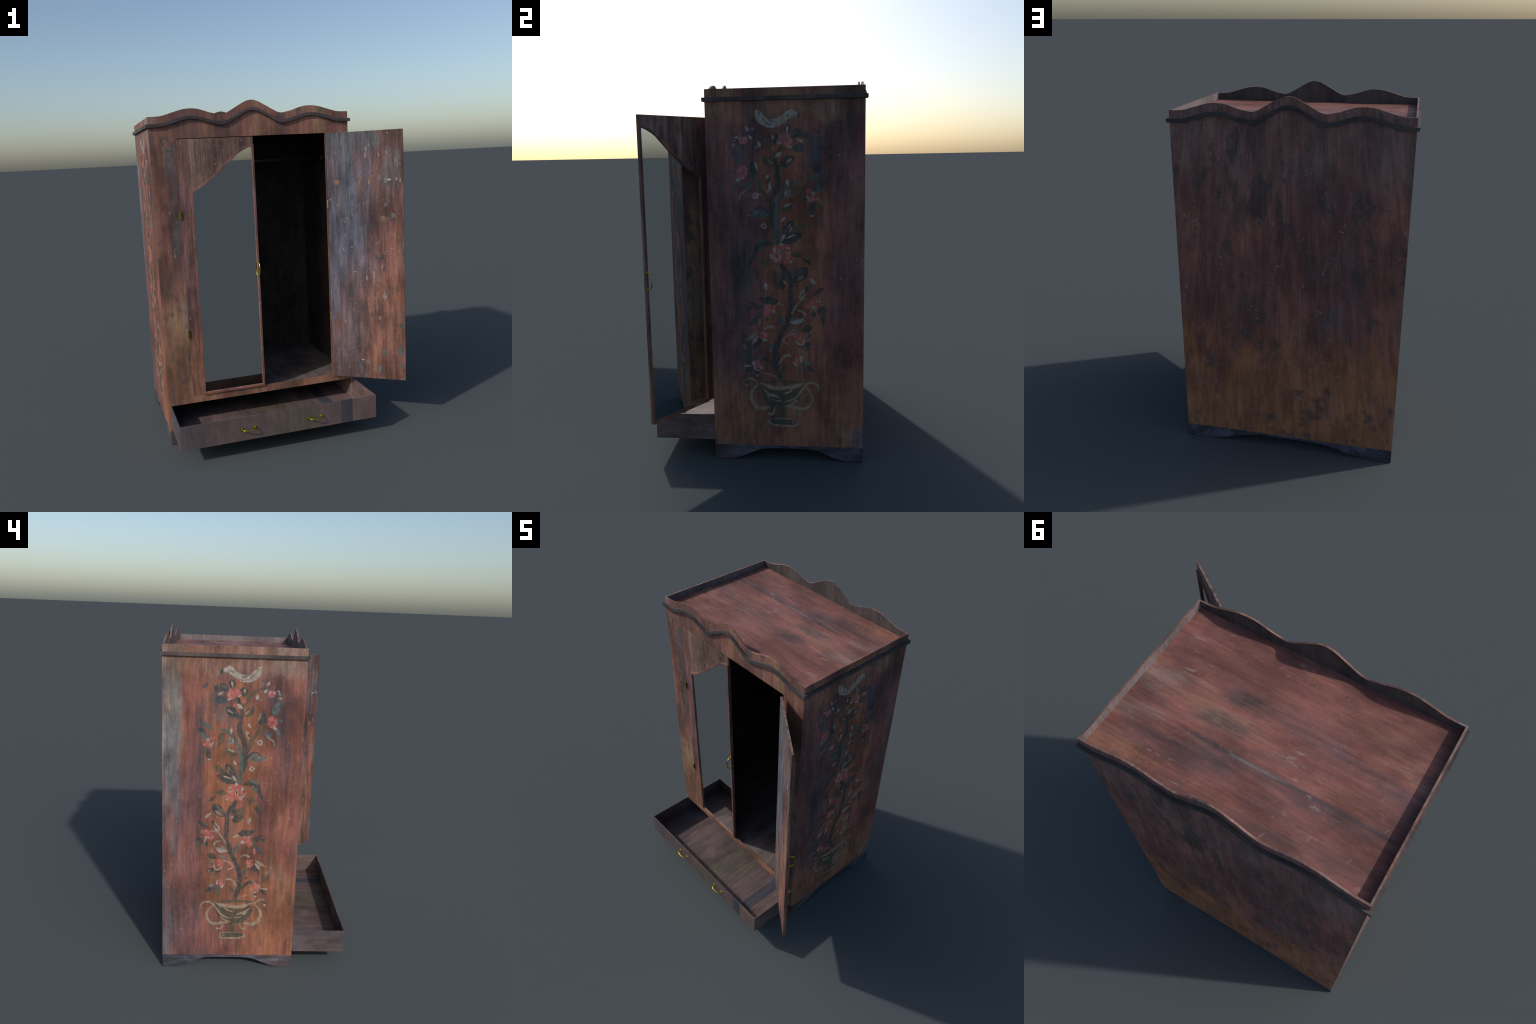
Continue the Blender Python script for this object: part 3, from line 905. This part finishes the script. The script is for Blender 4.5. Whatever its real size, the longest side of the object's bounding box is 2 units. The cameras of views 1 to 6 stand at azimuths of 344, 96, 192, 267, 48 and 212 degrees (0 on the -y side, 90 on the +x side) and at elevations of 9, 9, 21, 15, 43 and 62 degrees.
    leaf('leaf', 'dark', (0.355, 0.837), (0.347, 0.795), 34)
    leaf('leaf', 'dark', (0.331, 0.820), (0.338, 0.797), 17)
    leaf('leaf', 'navy', (0.312, 0.815), (0.305, 0.779), 21)
    leaf('leaf', 'olive', (0.356, 0.818), (0.352, 0.736), 24)
    leaf('leaf', 'pale', (0.252, 0.773), (0.186, 0.757), 25, 0.25)
    leaf('leaf', 'grey', (0.224, 0.782), (0.191, 0.762), 16)
    leaf('leaf', 'pale', (0.061, 0.958), (0.070, 0.920), 18)
    leaf('leaf', 'dark', (0.126, 0.865), (0.034, 0.883), 43, 0.2)
    leaf('leaf', 'dark', (0.010, 0.841), (-0.018, 0.855), 18)
    brush('leaf', 'dark', (0.048, 0.833, 3), (0.028, 0.837, 11), (-0.006, 0.840, 4))
    leaf('leaf', 'dark', (0.031, 0.837), (0.006, 0.815), 15)
    leaf('leaf', 'dark', (-0.004, 0.836), (-0.028, 0.816), 16)
    leaf('leaf', 'olive', (0.042, 0.813), (0.015, 0.770), 24)
    leaf('leaf', 'olive', (0.072, 0.782), (0.070, 0.758), 21)
    leaf('leaf', 'navy', (0.018, 0.781), (-0.020, 0.736), 24)
    leaf('leaf', 'rose', (0.031, 0.772), (0.027, 0.733), 13)
    leaf('leaf', 'teal', (0.155, 0.740), (0.124, 0.793), 24)
    leaf('leaf', 'dark', (0.300, 0.733), (0.247, 0.707), 31)
    leaf('leaf', 'grey', (0.224, 0.726), (0.185, 0.700), 18)
    leaf('leaf', 'dark', (0.296, 0.628), (0.255, 0.641), 24)
    leaf('leaf', 'teal', (0.297, 0.695), (0.263, 0.659), 15)
    leaf('leaf', 'dark', (0.253, 0.626), (0.223, 0.629), 17)
    brush('leaf', 'pale', (0.262, 0.668, 4), (0.251, 0.639, 8), (0.232, 0.639, 8), (0.212, 0.659, 4))
    leaf('leaf', 'pale', (0.294, 0.628), (0.283, 0.631), 6)
    leaf('leaf', 'pale', (0.023, 0.678), (-0.006, 0.640), 19)
    leaf('leaf', 'pale_olive', (0.020, 0.699), (-0.042, 0.659), 16, 0.1)
    leaf('leaf', 'dark', (0.027, 0.673), (0.022, 0.620), 18)
    leaf('leaf', 'dark', (0.011, 0.647), (0.000, 0.608), 16)
    leaf('leaf', 'teal', (0.099, 0.616), (0.062, 0.639), 18)
    leaf('leaf', 'grey', (0.286, 0.536), (0.258, 0.539), 21)
    leaf('leaf', 'teal', (0.263, 0.515), (0.238, 0.537), 23)
    leaf('leaf', 'dark', (0.304, 0.494), (0.268, 0.524), 24)
    leaf('leaf', 'teal', (0.232, 0.517), (0.230, 0.478), 18)
    leaf('leaf', 'olive', (0.267, 0.492), (0.252, 0.510), 17)
    leaf('leaf', 'dark', (-0.011, 0.516), (-0.050, 0.481), 24)
    brush('leaf', 'pale', (-0.011, 0.518, 3), (-0.034, 0.518, 6), (-0.056, 0.517, 5))
    leaf('leaf', 'olive', (-0.015, 0.554), (-0.059, 0.600), 24)
    leaf('leaf', 'olive', (-0.021, 0.568), (-0.025, 0.619), 14)
    leaf('leaf', 'grey', (-0.044, 0.611), (-0.056, 0.637), 17)
    leaf('leaf', 'olive', (0.166, 0.528), (0.140, 0.497), 18)
    leaf('leaf', 'olive', (0.081, 0.578), (0.066, 0.592), 13)
    leaf('leaf', 'olive', (0.194, 0.599), (0.176, 0.608), 13)

def paint_stem(brush, leaf, dab):
    brush('stem', 'dark', (0.149, 1.643, 13), (0.139, 1.612, 17), (0.128, 1.583, 17), (0.128, 1.546, 18), (0.133, 1.509, 22), (0.133, 1.469, 26))
    brush('stem', 'dark', (0.134, 1.493, 26), (0.133, 1.453, 28), (0.118, 1.416, 28), (0.103, 1.384, 26), (0.102, 1.343, 29), (0.102, 1.302, 31), (0.104, 1.259, 26), (0.114, 1.222, 7))
    brush('stem', 'teal', (0.247, 1.461, 11), (0.215, 1.465, 15), (0.188, 1.449, 18), (0.160, 1.417, 18), (0.139, 1.380, 18), (0.128, 1.337, 20), (0.123, 1.297, 20), (0.122, 1.245, 22), (0.125, 1.206, 24), (0.130, 1.159, 26))
    brush('stem', 'olive', (0.086, 1.341, 11), (0.077, 1.374, 17), (0.059, 1.420, 17), (0.033, 1.461, 17), (0.005, 1.487, 17), (-0.017, 1.502, 11))
    brush('stem', 'olive', (0.121, 1.588, 9), (0.105, 1.620, 15), (0.080, 1.658, 17), (0.061, 1.678, 15), (0.032, 1.693, 15), (-0.004, 1.699, 9))
    brush('stem', 'dark', (0.142, 1.058, 15), (0.159, 1.031, 22), (0.181, 1.001, 24), (0.190, 0.964, 22), (0.191, 0.915, 22), (0.193, 0.861, 22), (0.192, 0.825, 22), (0.183, 0.793, 22), (0.169, 0.762, 24))
    brush('stem', 'dark', (0.182, 0.789, 20), (0.164, 0.739, 24), (0.147, 0.704, 22), (0.127, 0.662, 22))
    brush('stem', 'dark', (0.128, 0.665, 22), (0.112, 0.617, 26), (0.107, 0.577, 24), (0.110, 0.543, 22), (0.115, 0.506, 26), (0.130, 0.471, 24), (0.140, 0.439, 15))
    brush('stem', 'pale_olive', (0.287, 0.875, 5), (0.246, 0.871, 8), (0.217, 0.836, 9), (0.194, 0.798, 7))
    brush('stem', 'pale_olive', (0.265, 0.788, 12), (0.253, 0.809, 11), (0.222, 0.818, 6))
    brush('stem', 'pale_olive', (0.153, 0.837, 7), (0.126, 0.852, 11), (0.095, 0.840, 8))
    brush('stem', 'rose', (0.212, 0.693, 7), (0.180, 0.688, 9), (0.158, 0.670, 9), (0.152, 0.652, 9), (0.179, 0.638, 8))
    brush('stem', 'pale_olive', (0.109, 0.717, 5), (0.094, 0.730, 11), (0.073, 0.728, 12), (0.054, 0.716, 9))
    brush('stem', 'pale_olive', (0.193, 0.573, 7), (0.167, 0.579, 11), (0.146, 0.563, 11), (0.127, 0.529, 7))
    brush('stem', 'dark', (0.100, 0.518, 13), (0.077, 0.544, 20), (0.054, 0.558, 21), (0.028, 0.557, 17))
    brush('stem', 'grey', (0.038, 0.566, 9), (0.028, 0.561, 12), (0.020, 0.553, 7))
    brush('stem', 'rose', (0.109, 0.461, 5), (0.080, 0.474, 7), (0.049, 0.479, 5))
    brush('stem', 'rose', (0.074, 1.303, 6), (0.037, 1.303, 8), (-0.020, 1.302, 3))
    brush('stem', 'rose', (0.051, 1.408, 4), (0.039, 1.406, 7), (0.025, 1.403, 5))

def paint_blossom(brush, leaf, dab):
    dab('blossom', 'pink', (0.186, 1.677), 15)
    dab('blossom', 'pink', (0.162, 1.684), 14)
    dab('blossom', 'pink', (0.179, 1.662), 19)
    dab('blossom', 'pink', (0.150, 1.664), 16)
    dab('blossom', 'pink', (0.193, 1.645), 13)
    dab('blossom', 'rose', (0.198, 1.661), 9)
    dab('blossom', 'rose', (0.154, 1.683), 6)
    leaf('blossom', 'pale', (0.207, 1.631), (0.173, 1.642), 9)
    leaf('blossom', 'pale', (0.152, 1.649), (0.132, 1.660), 9)
    dab('blossom', 'pink', (0.165, 1.604), 8)
    dab('blossom', 'pink', (0.114, 1.627), 9)
    leaf('blossom', 'pale', (0.154, 1.609), (0.124, 1.586), 19)
    dab('blossom', 'rose', (-0.026, 1.675), 13)
    dab('blossom', 'rose', (-0.037, 1.661), 11)
    dab('blossom', 'rose', (-0.048, 1.676), 11)
    dab('blossom', 'pink', (-0.033, 1.661), 11)
    dab('blossom', 'navy', (-0.038, 1.639), 13)
    leaf('blossom', 'navy', (-0.060, 1.679), (-0.085, 1.660), 22)
    leaf('blossom', 'pale', (-0.061, 1.690), (-0.077, 1.679), 11)
    dab('blossom', 'pale', (-0.082, 1.648), 8)
    leaf('blossom', 'pale', (-0.071, 1.672), (-0.084, 1.665), 6)
    leaf('blossom', 'grey', (0.017, 1.734), (0.015, 1.713), 13)
    leaf('blossom', 'pale', (-0.007, 1.714), (-0.020, 1.736), 13)
    leaf('blossom', 'pale', (0.006, 1.674), (-0.005, 1.697), 13)
    leaf('blossom', 'pale', (0.049, 1.637), (0.038, 1.665), 18)
    leaf('blossom', 'grey', (0.028, 1.628), (0.031, 1.645), 13)
    leaf('blossom', 'navy', (0.018, 1.698), (-0.004, 1.697), 13)
    dab('blossom', 'pink', (-0.039, 1.528), 19)
    dab('blossom', 'pink', (-0.054, 1.514), 19)
    dab('blossom', 'pink', (-0.035, 1.505), 16)
    dab('blossom', 'pink', (-0.050, 1.499), 14)
    dab('blossom', 'red', (-0.043, 1.529), 8)
    leaf('blossom', 'rose', (-0.052, 1.514), (-0.063, 1.532), 11)
    dab('blossom', 'rose', (-0.038, 1.488), 7)
    dab('blossom', 'pale', (-0.062, 1.478), 8)
    leaf('blossom', 'teal', (-0.077, 1.519), (-0.102, 1.526), 16)
    leaf('blossom', 'rose', (-0.025, 1.536), (-0.040, 1.542), 7)
    dab('blossom', 'pale', (0.307, 1.406), 10)
    dab('blossom', 'pink', (0.284, 1.418), 12)
    dab('blossom', 'pink', (0.305, 1.382), 13)
    dab('blossom', 'rose', (0.291, 1.375), 11)
    dab('blossom', 'pink', (0.328, 1.379), 7)
    leaf('blossom', 'pale', (0.276, 1.403), (0.288, 1.374), 11)
    dab('blossom', 'teal', (0.291, 1.358), 7)
    dab('blossom', 'grey', (0.186, 1.405), 19)
    leaf('blossom', 'pale', (0.174, 1.419), (0.167, 1.400), 7)
    dab('blossom', 'pale', (0.021, 1.399), 14)
    dab('blossom', 'olive', (0.019, 1.400), 5)
    dab('blossom', 'pale', (0.060, 1.247), 12)
    dab('blossom', 'olive', (0.060, 1.247), 5)
    dab('blossom', 'rose', (0.066, 1.260), 6)
    dab('blossom', 'pale', (-0.056, 1.481), 8)
    dab('blossom', 'pink', (0.162, 1.138), 15)
    dab('blossom', 'pink', (0.130, 1.134), 19)
    dab('blossom', 'pink', (0.166, 1.114), 22)
    dab('blossom', 'pink', (0.131, 1.107), 22)
    dab('blossom', 'pink', (0.148, 1.086), 20)
    dab('blossom', 'pink', (0.184, 1.083), 16)
    dab('blossom', 'pink', (0.166, 1.071), 13)
    dab('blossom', 'pink', (0.105, 1.107), 16)
    dab('blossom', 'red', (0.159, 1.137), 10)
    dab('blossom', 'red', (0.132, 1.132), 9)
    dab('blossom', 'rose', (0.118, 1.077), 13)
    dab('blossom', 'rose', (0.191, 1.070), 9)
    dab('blossom', 'rose', (0.185, 1.115), 9)
    dab('blossom', 'rose', (0.097, 1.090), 9)
    dab('blossom', 'pale', (0.182, 1.134), 7)
    dab('blossom', 'pale', (0.111, 1.127), 9)
    dab('blossom', 'pale', (0.095, 1.101), 6)
    dab('blossom', 'pale', (0.107, 1.087), 6)
    dab('blossom', 'pale', (0.121, 1.075), 6)
    dab('blossom', 'pale', (0.194, 1.068), 6)
    dab('blossom', 'pale', (0.146, 1.154), 9)
    leaf('blossom', 'pale', (0.140, 1.127), (0.144, 1.091), 16)
    leaf('blossom', 'dark', (0.141, 1.119), (0.143, 1.098), 6)
    dab('blossom', 'dark', (0.178, 1.127), 4)
    dab('blossom', 'dark', (0.098, 1.113), 4)
    dab('blossom', 'dark', (0.184, 1.069), 3)
    dab('blossom', 'dark', (0.123, 1.096), 3)
    dab('blossom', 'dark', (0.113, 1.096), 3)
    dab('blossom', 'pink', (0.312, 0.855), 16)
    dab('blossom', 'pink', (0.293, 0.859), 15)
    dab('blossom', 'pink', (0.277, 0.842), 15)
    dab('blossom', 'pink', (0.310, 0.875), 11)
    dab('blossom', 'red', (0.312, 0.855), 9)
    dab('blossom', 'pale', (0.330, 0.868), 10)
    dab('blossom', 'olive', (0.329, 0.868), 4)
    dab('blossom', 'pale', (0.309, 0.834), 8)
    dab('blossom', 'rose', (0.284, 0.832), 8)
    leaf('blossom', 'rose', (0.313, 0.829), (0.319, 0.801), 10)
    dab('blossom', 'pale', (0.298, 0.836), 5)
    dab('blossom', 'pink', (0.088, 0.829), 17)
    dab('blossom', 'pink', (0.070, 0.810), 18)
    dab('blossom', 'pink', (0.057, 0.798), 13)
    dab('blossom', 'rose', (0.066, 0.835), 11)
    dab('blossom', 'pale', (0.101, 0.808), 9, 12)
    dab('blossom', 'red', (0.089, 0.827), 8)
    dab('blossom', 'pink', (0.234, 0.688), 14)
    dab('blossom', 'pink', (0.222, 0.676), 13)
    dab('blossom', 'pink', (0.236, 0.670), 11)
    dab('blossom', 'red', (0.230, 0.682), 8)
    dab('blossom', 'red', (0.065, 0.685), 9, 16)
    dab('blossom', 'pink', (0.046, 0.691), 10, 15)
    dab('blossom', 'red', (0.041, 0.673), 8)
    leaf('blossom', 'rose', (0.055, 0.702), (0.055, 0.669), 10)
    leaf('blossom', 'pale', (0.070, 0.659), (0.043, 0.661), 13)
    dab('blossom', 'pink', (0.222, 0.561), 13, 20)
    dab('blossom', 'red', (0.219, 0.553), 9, 13)
    leaf('blossom', 'rose', (0.219, 0.564), (0.216, 0.544), 7)
    leaf('blossom', 'pale', (0.240, 0.575), (0.242, 0.541), 12)
    leaf('blossom', 'pale', (0.220, 0.523), (0.199, 0.543), 12)
    dab('blossom', 'pink', (0.012, 0.535), 16, 18)
    dab('blossom', 'red', (0.015, 0.524), 11)
    dab('blossom', 'rose', (0.035, 0.513), 10, 13)
    dab('blossom', 'pale', (-0.006, 0.532), 7, 10)
    leaf('blossom', 'rose', (-0.003, 0.522), (0.007, 0.494), 11)
    leaf('blossom', 'pale', (0.024, 0.487), (0.009, 0.500), 11)
    dab('blossom', 'dark', (0.014, 0.480), 10)
    dab('blossom', 'pale', (0.013, 0.468), 7)
    leaf('blossom', 'rose', (0.009, 0.545), (-0.002, 0.548), 6)

def paint_bird(brush, leaf, dab):
    brush('bird', 'pale', (0.232, 1.788, 13), (0.209, 1.794, 27), (0.184, 1.784, 29), (0.163, 1.768, 29), (0.131, 1.752, 35), (0.097, 1.749, 37), (0.066, 1.762, 40), (0.046, 1.786, 34), (0.037, 1.805, 20), (0.029, 1.815, 3))
    brush('bird', 'pale', (0.213, 1.802, 2), (0.204, 1.809, 10), (0.185, 1.798, 16), (0.172, 1.784, 7))
    brush('bird', 'navy', (0.236, 1.799, 4), (0.240, 1.784, 13), (0.238, 1.768, 5))
    brush('bird', 'dark_line', (0.223, 1.782, 3), (0.211, 1.778, 6), (0.201, 1.781, 2))
    brush('bird', 'dark_line', (0.198, 1.787, 3), (0.187, 1.784, 7), (0.176, 1.783, 2))
    brush('bird', 'dark_line', (0.126, 1.758, 2), (0.112, 1.758, 6), (0.095, 1.762, 2))
    brush('bird', 'dark_line', (0.105, 1.765, 2), (0.091, 1.770, 5), (0.079, 1.778, 2))
    brush('bird', 'dark_line', (0.109, 1.744, 2), (0.097, 1.743, 6), (0.087, 1.747, 2))
    brush('bird', 'dark_line', (0.092, 1.749, 2), (0.076, 1.754, 7), (0.063, 1.771, 2))
    brush('bird', 'dark_line', (0.078, 1.762, 2), (0.069, 1.771, 4), (0.062, 1.781, 2))
    brush('bird', 'dark_line', (0.150, 1.747, 2), (0.135, 1.740, 3), (0.118, 1.738, 2))
    dab('bird', 'dark_line', (0.046, 1.802), 5)

def paint_urn(brush, leaf, dab):
    brush('urn', 'urn_body', (0.136, 0.409, 216), (0.137, 0.384, 211), (0.138, 0.358, 184), (0.140, 0.331, 142), (0.141, 0.308, 87), (0.144, 0.290, 32))
    brush('urn', 'urn_green', (0.244, 0.391, 5), (0.230, 0.356, 14), (0.200, 0.322, 24), (0.160, 0.300, 21))
    brush('urn', 'urn_green', (0.030, 0.406, 4), (0.045, 0.365, 24), (0.070, 0.335, 39), (0.104, 0.314, 39), (0.139, 0.305, 16))
    brush('urn', 'urn_green', (0.245, 0.431, 5), (0.190, 0.434, 13), (0.111, 0.437, 16), (0.026, 0.432, 7))
    brush('urn', 'pale_olive', (0.248, 0.430, 3), (0.216, 0.412, 21), (0.163, 0.403, 17), (0.115, 0.400, 21), (0.075, 0.407, 19), (0.047, 0.419, 8), (0.026, 0.429, 3))
    brush('urn', 'pale_olive', (0.271, 0.424, 7), (0.244, 0.393, 10), (0.217, 0.355, 9), (0.185, 0.334, 8), (0.149, 0.325, 4))
    brush('urn', 'pale_olive', (0.217, 0.339, 4), (0.192, 0.313, 13), (0.157, 0.298, 8))
    brush('urn', 'pale_olive', (0.197, 0.393, 3), (0.172, 0.378, 9), (0.146, 0.369, 3))
    brush('urn', 'pale_olive', (0.124, 0.347, 3), (0.095, 0.360, 12), (0.069, 0.369, 9), (0.046, 0.394, 4))
    brush('urn', 'pale_olive', (0.095, 0.351, 3), (0.074, 0.354, 6), (0.058, 0.364, 2))
    brush('urn', 'pale_olive', (0.137, 0.333, 3), (0.113, 0.331, 5), (0.089, 0.338, 2))
    brush('urn', 'pale_olive', (0.322, 0.383, 4), (0.334, 0.406, 8), (0.316, 0.427, 9), (0.287, 0.432, 11), (0.265, 0.420, 9), (0.252, 0.404, 5))
    brush('urn', 'pale_olive', (0.263, 0.410, 5), (0.288, 0.379, 9), (0.298, 0.347, 11), (0.290, 0.315, 13), (0.269, 0.294, 14), (0.239, 0.289, 13), (0.205, 0.296, 12), (0.176, 0.293, 6))
    brush('urn', 'pale_olive', (0.019, 0.419, 9), (-0.003, 0.443, 8), (-0.026, 0.451, 9), (-0.042, 0.440, 6))
    brush('urn', 'navy', (-0.033, 0.443, 4), (-0.043, 0.430, 13), (-0.045, 0.415, 5))
    dab('urn', 'pale', (-0.043, 0.414), 6)
    brush('urn', 'pale_olive', (0.017, 0.418, 6), (-0.010, 0.392, 9), (-0.023, 0.360, 14), (-0.016, 0.324, 16), (0.010, 0.294, 21), (0.039, 0.287, 19), (0.077, 0.295, 9))
    brush('urn', 'pale_olive', (0.203, 0.299, 7), (0.203, 0.271, 10), (0.216, 0.256, 9), (0.240, 0.258, 10))
    brush('urn', 'pale_olive', (0.100, 0.292, 5), (0.094, 0.267, 10), (0.081, 0.254, 9), (0.065, 0.261, 13))
    brush('urn', 'urn_green', (0.147, 0.299, 39), (0.146, 0.275, 30), (0.145, 0.245, 29), (0.143, 0.228, 50))
    brush('urn', 'urn_body', (0.145, 0.293, 8), (0.145, 0.260, 12), (0.146, 0.233, 8))
    brush('urn', 'pale_olive', (0.223, 0.209, 13), (0.218, 0.209, 29), (0.198, 0.210, 39), (0.144, 0.211, 41), (0.093, 0.213, 38), (0.075, 0.216, 26), (0.069, 0.219, 11))
    brush('urn', 'urn_green', (0.211, 0.212, 11), (0.203, 0.213, 22), (0.171, 0.214, 28), (0.117, 0.216, 28), (0.085, 0.218, 21), (0.076, 0.221, 11))
    dab('urn', 'pale_olive', (0.196, 0.215), 6)
    dab('urn', 'urn_green', (0.196, 0.215), 3)

for sgn, xf, zones, seed in ((-1, X0, LEFT_ZONES, 1.3), (1, X1, RIGHT_ZONES, 4.1)):
    tag = 'sunny' if sgn < 0 else 'plum'
    coats = {}
    for k, c in PAINT.items():
        solid = (0.70, 0.94) if k.startswith('urn') else (0.10, 0.55) if k == 'smoke' else (0.50, 0.80) if k.startswith('pale') else (0.60, 0.96)
        coats[k] = aged_wood('paint_%s_%s' % (k, tag), zones=zones, seed=seed, paint=c, cover=solid, **side_kw)
        coats[k + '_thin'] = aged_wood('thin_paint_%s_%s' % (k, tag), zones=zones, seed=seed, paint=c, cover=(0.02, 0.35) if k == 'smoke' else (0.06, 0.66), **side_kw)
    deco = Decorator(sgn, sides[sgn], xf, coats)
    for figure in (paint_stem, paint_leaf, paint_blossom, paint_bird, paint_urn):
        figure(deco.brush, deco.leaf, deco.dab)
    deco.done()
